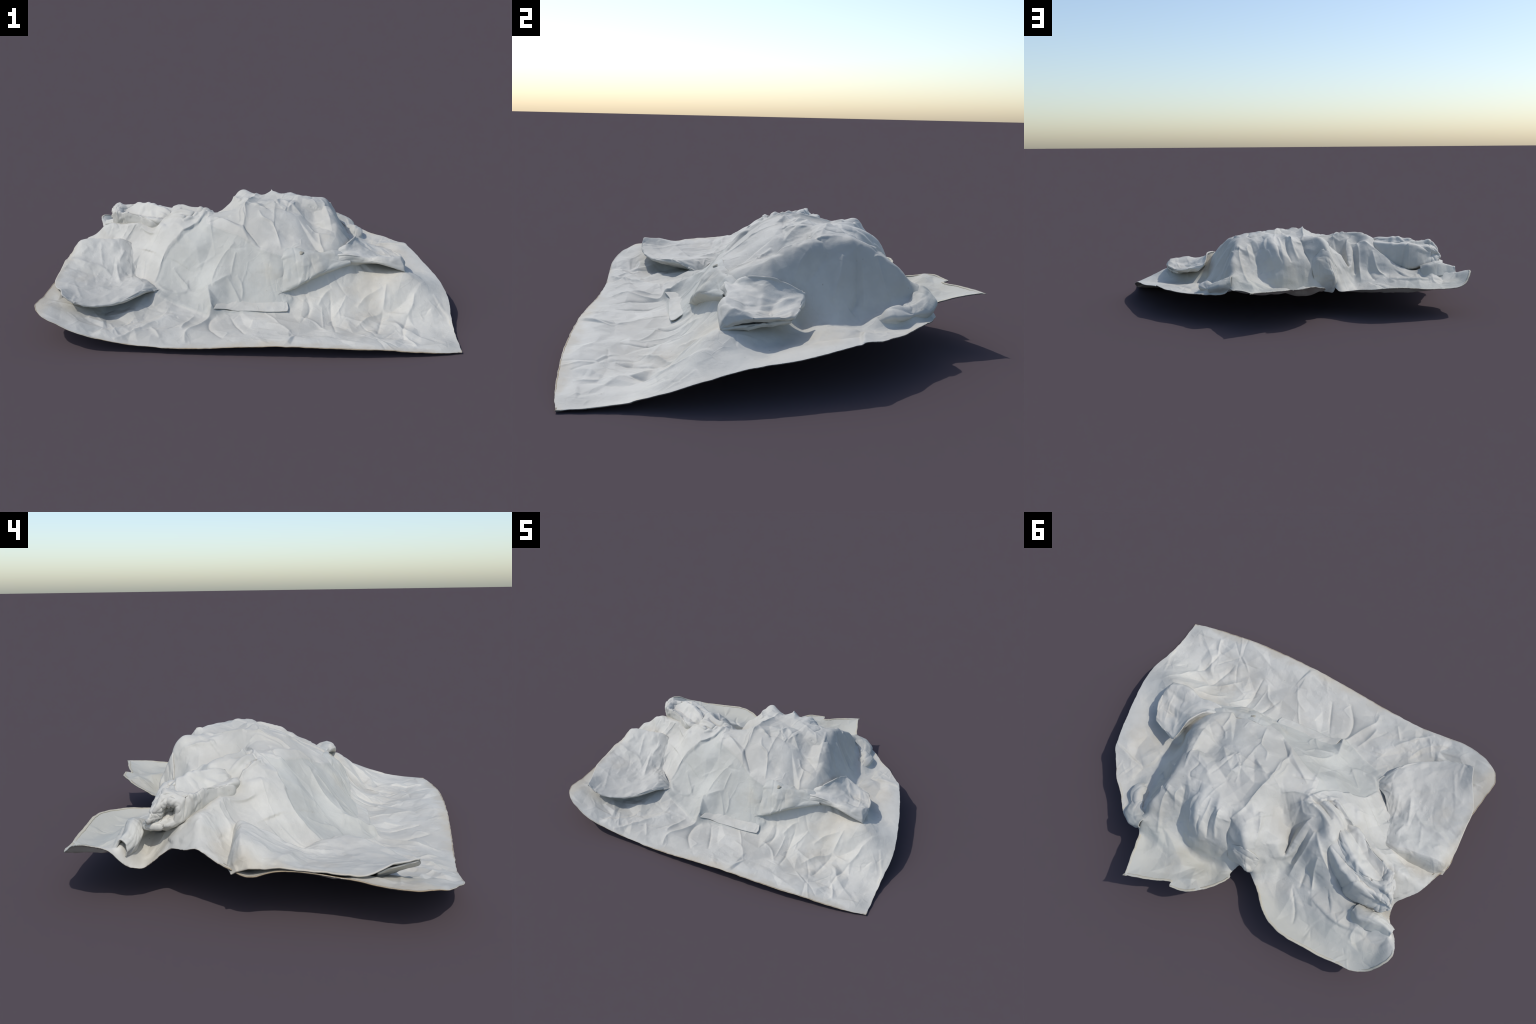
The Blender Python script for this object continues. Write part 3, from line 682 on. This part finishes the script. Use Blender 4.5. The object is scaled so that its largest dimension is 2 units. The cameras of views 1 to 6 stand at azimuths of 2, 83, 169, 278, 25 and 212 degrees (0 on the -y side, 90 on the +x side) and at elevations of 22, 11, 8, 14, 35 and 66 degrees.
def fold(name, rows, mat, closed=False, seed=1, amp=1.0, thick=0.005, step=0.005, offset=-1.0, flip=False, crisp=0.35, creases=22, marks=()):
    """A paper fold lofted through rows of control points, crumpled along its normals."""
    net = np.array(rows, float)
    lu = np.linalg.norm(np.diff(net, axis=0), axis=2).sum(0).max()
    lv = np.linalg.norm(np.diff(net, axis=1), axis=2).sum(1).max()
    nu, nv = max(8, int(lu / step)), max(8, int(lv / step))
    g = catmull(net, nu) * (1 - crisp) + straight(net, nu) * crisp
    gt = g.transpose(1, 0, 2)
    g = (catmull(gt, nv, closed) * (1 - crisp) + straight(gt, nv, closed) * crisp).transpose(1, 0, 2)
    du = np.gradient(g, axis=0)
    dv = (np.roll(g, -1, 1) - np.roll(g, 1, 1)) if closed else np.gradient(g, axis=1)
    nrm = np.cross(du, dv)
    nrm /= np.linalg.norm(nrm, axis=2, keepdims=True) + 1e-9
    f = facets(lu + 0.02, lv + 0.02, 0.055, 0.0034, seed, step)[:nu, :nv] + facets(lu + 0.02, lv + 0.02, 0.024, 0.0012, seed + 50, step)[:nu, :nv]
    r = np.random.default_rng(seed + 7)
    uu, vv = np.meshgrid(np.arange(nu) * step, np.arange(nv) * step, indexing="ij")
    for _ in range(creases):
        a, l = r.uniform(0, math.pi), r.uniform(0.05, 0.16)
        x, y = uu - r.uniform(0, lu), vv - r.uniform(0, lv)
        t, d = (x * math.cos(a) + y * math.sin(a)) / l, np.abs(y * math.cos(a) - x * math.sin(a) + 0.3 * x * x)
        f = f + r.choice([-1, 1]) * r.uniform(0.0015, 0.0045) * np.exp(-(d / r.uniform(0.004, 0.008)) ** 1.5) * np.clip(1 - t * t, 0, 1)
    for line, h, w in marks:
        q = spline([(x, y, 0) for x, y in line], 0.008)[:, :2]
        dd = np.sqrt(((g[:, :, None, :2] - q[None, None]) ** 2).sum(3))
        at = dd.argmin(2) / (len(q) - 1)
        f = f + h * np.exp(-dd.min(2) / w) * taper(at)
    if closed:
        wgt = np.clip(np.minimum(np.arange(nv), np.arange(nv)[::-1]) / 6.0, 0, 1)
        f = f * wgt[None]
    g = g + nrm * (f * amp)[..., None]
    idx = np.arange(nu * nv).reshape(nu, nv)
    fc = []
    for i in range(nu - 1):
        for j in range(nv if closed else nv - 1):
            q = (idx[i, j], idx[i + 1, j], idx[i + 1, (j + 1) % nv], idx[i, (j + 1) % nv])
            fc.append(q[::-1] if flip else q)
    return add(name, g.reshape(-1, 3), fc, mat, thick, offset)


# shelf-like flap at the front left: rear drop, crest, hollow shelf, lip and the return underneath
FLAP_MARKS = [
    ([(-0.955, -0.120), (-0.850, -0.160), (-0.766, -0.174), (-0.700, -0.235)], 0.014, 0.016),
    ([(-0.950, -0.200), (-0.850, -0.215), (-0.780, -0.225)], -0.014, 0.022),
    ([(-0.700, -0.130), (-0.682, -0.210), (-0.648, -0.300)], 0.014, 0.010),
    ([(-0.670, -0.045), (-0.690, -0.125)], 0.010, 0.010),
    ([(-0.628, -0.100), (-0.615, -0.190), (-0.590, -0.280)], 0.008, 0.008),
    ([(-0.800, -0.020), (-0.790, -0.080), (-0.766, -0.165)], 0.008, 0.008),
    ([(-0.840, -0.420), (-0.730, -0.370), (-0.650, -0.340)], 0.008, 0.010),
    ([(-0.880, -0.330), (-0.830, -0.440), (-0.780, -0.540)], 0.007, 0.010),
    ([(-0.860, -0.060), (-0.900, -0.110)], 0.007, 0.008),
]
shelf = [
    [(-0.965, 0.015, 0), (-0.90, 0.040, 0), (-0.79, 0.050, 0), (-0.69, 0.050, 0), (-0.640, 0.035, 0), (-0.620, 0.03, 0)],
    [(-0.972, -0.030, 0), (-0.915, -0.010, 0.276), (-0.80, 0.008, 0.278), (-0.71, 0.012, 0.270), (-0.648, 0.012, 0), (-0.625, 0.01, 0)],
    [(-0.972, -0.122, 0), (-0.880, -0.115, 0.220), (-0.770, -0.10, 0.208), (-0.690, -0.10, 0.206), (-0.628, -0.08, 0), (-0.602, -0.09, 0)],
    [(-0.966, -0.25, 0), (-0.850, -0.24, 0.176), (-0.755, -0.23, 0.156), (-0.672, -0.20, 0.152), (-0.606, -0.16, 0), (-0.58, -0.16, 0)],
    [(-0.960, -0.375, 0), (-0.850, -0.37, 0.172), (-0.755, -0.35, 0.156), (-0.650, -0.32, 0.148), (-0.570, -0.26, 0.160), (-0.53, -0.24, 0.135)],
    [(-0.890, -0.51, 0.205), (-0.810, -0.49, 0.168), (-0.715, -0.46, 0.156), (-0.605, -0.42, 0.154), (-0.520, -0.335, 0.164), (-0.475, -0.28, 0.130)],
    [(-0.866, -0.577, 0.212), (-0.805, -0.580, 0.180), (-0.718, -0.560, 0.152), (-0.605, -0.500, 0.146), (-0.515, -0.412, 0.158), (-0.458, -0.335, 0.158)],
    [(-0.864, -0.574, 0.198), (-0.805, -0.575, 0.164), (-0.715, -0.550, 0.134), (-0.605, -0.490, 0.126), (-0.517, -0.402, 0.138), (-0.458, -0.33, 0.138)],
    [(-0.900, -0.45, 0.172), (-0.810, -0.44, 0.125), (-0.710, -0.42, 0.102), (-0.600, -0.37, 0.095), (-0.520, -0.32, 0.105), (-0.46, -0.30, 0.110)],
]
for row in shelf[:4]:
    row[-2], row[-1] = seat(row[-2], 0.004), seat(row[-1], -0.010)
shelf[0] = [seat(p, -0.010) for p in shelf[0]]
for row, (x, y) in zip(shelf[5:], ((-0.462, -0.280), (-0.448, -0.300), (-0.448, -0.296), (-0.450, -0.280))):
    row[-1] = seat((x, y), -0.012)
for row, gap in zip(shelf[1:5], (0.020, 0.014, 0.009, 0.010)):
    row[0] = seat(row[0], gap)
fold("shelf_flap", shelf, WHITE, seed=31, amp=0.85, crisp=0.25, creases=16, marks=FLAP_MARKS)

# rolled hem at the foot of the steep side
roll = [
    [(0.575, 0.310, 0), (0.596, 0.314, 0.163), (0.608, 0.316, 0.156), (0.604, 0.315, 0.146)],
    [(0.562, 0.345, 0), (0.598, 0.352, 0.196), (0.630, 0.356, 0.180), (0.620, 0.354, 0.156)],
    [(0.550, 0.385, 0), (0.592, 0.396, 0.212), (0.636, 0.402, 0.184), (0.624, 0.398, 0.158)],
    [(0.545, 0.425, 0), (0.576, 0.440, 0.196), (0.602, 0.452, 0.180), (0.592, 0.447, 0.160)],
    [(0.525, 0.455, 0), (0.560, 0.484, 0.218), (0.596, 0.508, 0.190), (0.585, 0.500, 0.164)],
    [(0.490, 0.478, 0), (0.520, 0.512, 0.232), (0.542, 0.544, 0.208), (0.534, 0.534, 0.172)],
    [(0.450, 0.490, 0), (0.472, 0.522, 0.252), (0.480, 0.546, 0.226), (0.474, 0.536, 0.182)],
]
for row in roll:
    row[0] = seat(row[0], -0.004)
fold("rolled_hem", roll, WHITE, seed=101, amp=0.9, step=0.004, creases=14, crisp=0.4)

# the patch's free lower edge, hanging clear of the apron between the torn corner and the pocket
brow = [
    [(0.130, -0.225, 0), (0.130, -0.260, 0), (0.135, -0.305, 0), (0.145, -0.345, 0), (0.150, -0.343, 0), (0.160, -0.320, 0)],
    [(0.195, -0.210, 0), (0.195, -0.246, 0.280), (0.195, -0.292, 0.214), (0.198, -0.337, 0.140), (0.201, -0.331, 0.127), (0.208, -0.290, 0.118)],
    [(0.275, -0.212, 0), (0.275, -0.246, 0.287), (0.275, -0.288, 0.236), (0.275, -0.326, 0.178), (0.278, -0.319, 0.165), (0.285, -0.270, 0.145)],
    [(0.350, -0.195, 0), (0.350, -0.230, 0.280), (0.350, -0.270, 0.246), (0.348, -0.306, 0.210), (0.351, -0.298, 0.197), (0.358, -0.240, 0.165)],
    [(0.428, -0.180, 0), (0.428, -0.211, 0.273), (0.430, -0.234, 0.250), (0.430, -0.257, 0.222), (0.433, -0.249, 0.209), (0.442, -0.190, 0.175)],
    [(0.510, -0.165, 0.25), (0.510, -0.195, 0.258), (0.513, -0.212, 0.246), (0.516, -0.227, 0.234), (0.518, -0.219, 0.222), (0.525, -0.170, 0.185)],
]
brow[0] = [seat(p, -0.008) for p in brow[0]]
for row in brow[1:5]:
    row[0] = seat(row[0], -0.006)
fold("overhang_fold", brow, GREY, seed=83, amp=0.9, step=0.004, creases=14)

# paper drooping over the notch between the two rear lobes
droop = [
    [(0.010, 0.425, 0), (0.005, 0.448, 0), (0.000, 0.462, 0.225), (0.000, 0.466, 0.190), (0.000, 0.464, 0.160)],
    [(-0.025, 0.420, 0), (-0.030, 0.448, 0.312), (-0.035, 0.462, 0.240), (-0.035, 0.461, 0.190), (-0.035, 0.456, 0.146)],
    [(-0.060, 0.420, 0), (-0.062, 0.452, 0.306), (-0.068, 0.466, 0.238), (-0.065, 0.458, 0.186), (-0.062, 0.450, 0.138)],
    [(-0.095, 0.418, 0), (-0.098, 0.458, 0.288), (-0.108, 0.480, 0.232), (-0.100, 0.470, 0.192), (-0.092, 0.452, 0.132)],
    [(-0.118, 0.412, 0), (-0.122, 0.450, 0.246), (-0.122, 0.470, 0.206), (-0.118, 0.466, 0.176), (-0.112, 0.458, 0.132)],
    [(-0.145, 0.405, 0), (-0.145, 0.425, 0), (-0.142, 0.445, 0), (-0.138, 0.455, 0), (-0.134, 0.460, 0)],
]
for row in droop:
    row[0] = seat(row[0], -0.010)
droop[0][1] = seat(droop[0][1], -0.010)
droop[-1] = [seat(p, -0.010) for p in droop[-1]]
fold("drooping_fold", droop, WHITE, seed=111, amp=0.6, step=0.004, creases=8, crisp=0.3)

# torn strip lying along the foot of the patch
strip = [[(-0.165, -0.452, 0.006), (-0.160, -0.428, 0.008), (-0.150, -0.390, -0.008)], [(-0.110, -0.430, 0.006), (-0.105, -0.408, 0.008), (-0.100, -0.375, -0.008)],
         [(-0.05, -0.434, 0.006), (-0.05, -0.410, 0.008), (-0.05, -0.370, -0.008)], [(0.02, -0.432, 0.006), (0.02, -0.408, 0.008), (0.02, -0.366, -0.008)],
         [(0.09, -0.430, 0.007), (0.09, -0.405, 0.008), (0.09, -0.364, -0.008)], [(0.15, -0.426, 0.008), (0.152, -0.402, 0.009), (0.154, -0.364, -0.006)],
         [(0.196, -0.420, 0.010), (0.201, -0.400, 0.010), (0.195, -0.372, 0.002)]]
fold("paper_strip", [[seat(p, p[2]) for p in row] for row in strip], WHITE, seed=91, amp=0.35, step=0.004, crisp=0.5, creases=6, thick=0.003)

# blunt pocket at the right: closed sections from the hump outwards
fold("pocket", [
    [(0.400, -0.250, 0.215), (0.395, -0.213, 0.262), (0.410, -0.190, 0.262), (0.420, -0.175, 0.265), (0.440, -0.150, 0.22), (0.43, -0.20, 0.17)],
    [(0.495, -0.225, 0.232), (0.492, -0.227, 0.276), (0.498, -0.190, 0.272), (0.498, -0.142, 0.303), (0.530, -0.100, 0.22), (0.53, -0.18, 0.18)],
    [(0.575, -0.217, 0.226), (0.587, -0.219, 0.260), (0.578, -0.130, 0.264), (0.550, -0.052, 0.307), (0.578, -0.020, 0.23), (0.60, -0.13, 0.19)],
    [(0.650, -0.243, 0.232), (0.655, -0.227, 0.261), (0.640, -0.100, 0.238), (0.575, 0.050, 0.262), (0.605, 0.050, 0.22), (0.65, -0.10, 0.19)],
    [(0.720, -0.255, 0.216), (0.715, -0.229, 0.259), (0.690, -0.110, 0.224), (0.632, 0.038, 0.241), (0.648, 0.022, 0.21), (0.70, -0.10, 0.192)],
    [(0.783, -0.253, 0.194), (0.765, -0.205, 0.251), (0.748, -0.105, 0.220), (0.690, 0.022, 0.225), (0.695, 0.0, 0.20), (0.74, -0.12, 0.195)],
    [(0.789, -0.248, 0.190), (0.793, -0.190, 0.222), (0.786, -0.098, 0.224), (0.742, -0.008, 0.214), (0.737, -0.020, 0.200), (0.772, -0.120, 0.200)],
    [(0.772, -0.228, 0.186), (0.775, -0.185, 0.204), (0.768, -0.110, 0.206), (0.730, -0.030, 0.200), (0.728, -0.036, 0.194), (0.760, -0.120, 0.194)],
    [(0.700, -0.150, 0.200), (0.700, -0.140, 0.205), (0.695, -0.110, 0.206), (0.680, -0.070, 0.204), (0.680, -0.072, 0.200), (0.695, -0.110, 0.199)],
    [(0.690, -0.112, 0.2020), (0.690, -0.111, 0.2025), (0.690, -0.110, 0.2025), (0.689, -0.109, 0.2022), (0.689, -0.109, 0.2020), (0.690, -0.110, 0.2018)],
], WHITE, closed=True, seed=41, amp=0.9, thick=0.004, crisp=0.45, creases=18, marks=[([(0.56, -0.09), (0.64, -0.10), (0.75, -0.13)], 0.010, 0.012), ([(0.60, -0.02), (0.66, -0.07), (0.76, -0.08)], -0.012, 0.014), ([(0.58, -0.18), (0.66, -0.16), (0.77, -0.18)], -0.008, 0.012)])

# twisted roll at the rear left: a pleated strip that ends in a hooded mouth
fold("twisted_roll", [
    [(-0.450, 0.062, 0.290), (-0.438, 0.060, 0.340), (-0.425, 0.080, 0.350), (-0.412, 0.105, 0.375), (-0.400, 0.118, 0.365), (-0.390, 0.130, 0.360), (-0.380, 0.145, 0.310), (-0.420, 0.10, 0.26)],
    [(-0.535, 0.078, 0.300), (-0.540, 0.080, 0.358), (-0.510, 0.118, 0.352), (-0.482, 0.160, 0.396), (-0.462, 0.185, 0.372), (-0.438, 0.218, 0.370), (-0.435, 0.245, 0.300), (-0.49, 0.17, 0.24)],
    [(-0.615, 0.132, 0.305), (-0.622, 0.132, 0.366), (-0.602, 0.176, 0.350), (-0.575, 0.228, 0.400), (-0.552, 0.252, 0.372), (-0.524, 0.280, 0.366), (-0.512, 0.305, 0.255), (-0.57, 0.23, 0.22)],
    [(-0.685, 0.165, 0.300), (-0.685, 0.158, 0.376), (-0.668, 0.205, 0.346), (-0.642, 0.260, 0.394), (-0.622, 0.285, 0.368), (-0.602, 0.313, 0.366), (-0.588, 0.345, 0.240), (-0.64, 0.27, 0.21)],
    [(-0.722, 0.185, 0.295), (-0.720, 0.176, 0.362), (-0.712, 0.225, 0.345), (-0.700, 0.272, 0.380), (-0.686, 0.298, 0.352), (-0.670, 0.322, 0.356), (-0.648, 0.357, 0.240), (-0.69, 0.27, 0.22)],
    [(-0.752, 0.202, 0.288), (-0.748, 0.188, 0.368), (-0.744, 0.230, 0.378), (-0.744, 0.274, 0.380), (-0.740, 0.302, 0.350), (-0.738, 0.322, 0.325), (-0.712, 0.358, 0.245), (-0.735, 0.275, 0.235)],
    [(-0.775, 0.218, 0.282), (-0.768, 0.204, 0.362), (-0.768, 0.244, 0.382), (-0.776, 0.284, 0.374), (-0.786, 0.306, 0.338), (-0.794, 0.322, 0.302), (-0.765, 0.350, 0.255), (-0.768, 0.285, 0.252)],
    [(-0.782, 0.238, 0.284), (-0.778, 0.224, 0.340), (-0.782, 0.254, 0.356), (-0.792, 0.286, 0.346), (-0.804, 0.308, 0.320), (-0.812, 0.323, 0.296), (-0.790, 0.338, 0.268), (-0.788, 0.290, 0.262)],
    [(-0.770, 0.245, 0.292), (-0.766, 0.236, 0.330), (-0.768, 0.258, 0.340), (-0.776, 0.280, 0.330), (-0.784, 0.298, 0.312), (-0.788, 0.311, 0.296), (-0.778, 0.325, 0.280), (-0.776, 0.288, 0.276)],
    [(-0.728, 0.250, 0.302), (-0.728, 0.245, 0.322), (-0.730, 0.258, 0.328), (-0.732, 0.272, 0.322), (-0.734, 0.284, 0.310), (-0.735, 0.294, 0.300), (-0.732, 0.300, 0.292), (-0.732, 0.280, 0.292)],
    [(-0.724, 0.262, 0.307), (-0.725, 0.262, 0.308), (-0.725, 0.263, 0.309), (-0.725, 0.264, 0.309), (-0.725, 0.265, 0.308), (-0.725, 0.266, 0.307), (-0.724, 0.266, 0.306), (-0.724, 0.265, 0.306)],
], WHITE, closed=True, seed=61, amp=1.5, step=0.004, crisp=0.75, creases=46)
fold("curl", [
    [(-0.655, 0.415, 0.195), (-0.690, 0.445, 0.195), (-0.750, 0.445, 0.195), (-0.810, 0.430, 0.195), (-0.868, 0.425, 0.205)],
    [(-0.660, 0.402, 0.235), (-0.695, 0.424, 0.254), (-0.755, 0.414, 0.262), (-0.815, 0.400, 0.246), (-0.870, 0.408, 0.238)],
    [(-0.665, 0.378, 0.245), (-0.715, 0.390, 0.262), (-0.770, 0.380, 0.266), (-0.820, 0.378, 0.240), (-0.870, 0.394, 0.230)],
    [(-0.680, 0.355, 0.225), (-0.730, 0.364, 0.240), (-0.785, 0.356, 0.240), (-0.828, 0.364, 0.216), (-0.872, 0.388, 0.206)],
    [(-0.685, 0.372, 0.195), (-0.740, 0.380, 0.205), (-0.790, 0.374, 0.208), (-0.828, 0.376, 0.190), (-0.866, 0.394, 0.182)],
], IVORY, seed=71, amp=0.6, step=0.004)

# little stained knot on the front of the hump, lying flush on the brow of the overhanging fold
kv, kf = [], []
centre, up_, slope = np.array((0.266, -0.245, 0.2915)), np.array((0.0, -0.50, 0.866)), np.array((0.0, 0.866, 0.50))
for r_, lift in ((0.0, 0.0045), (0.006, 0.004), (0.010, 0.0025), (0.0135, -0.006)):
    for a in np.linspace(0, 2 * math.pi, 20, endpoint=False):
        w = r_ * (1 + 0.18 * math.sin(3 * a + 0.7) + 0.1 * math.sin(5 * a))
        kv.append(centre + np.array((1.0, 0, 0)) * w * math.cos(a) + slope * w * math.sin(a) + up_ * lift)
for r in range(3):
    for k in range(20):
        kf.append((r * 20 + k, (r + 1) * 20 + k, (r + 1) * 20 + (k + 1) % 20, r * 20 + (k + 1) % 20))
add("knot", kv, kf, STAIN, 0)
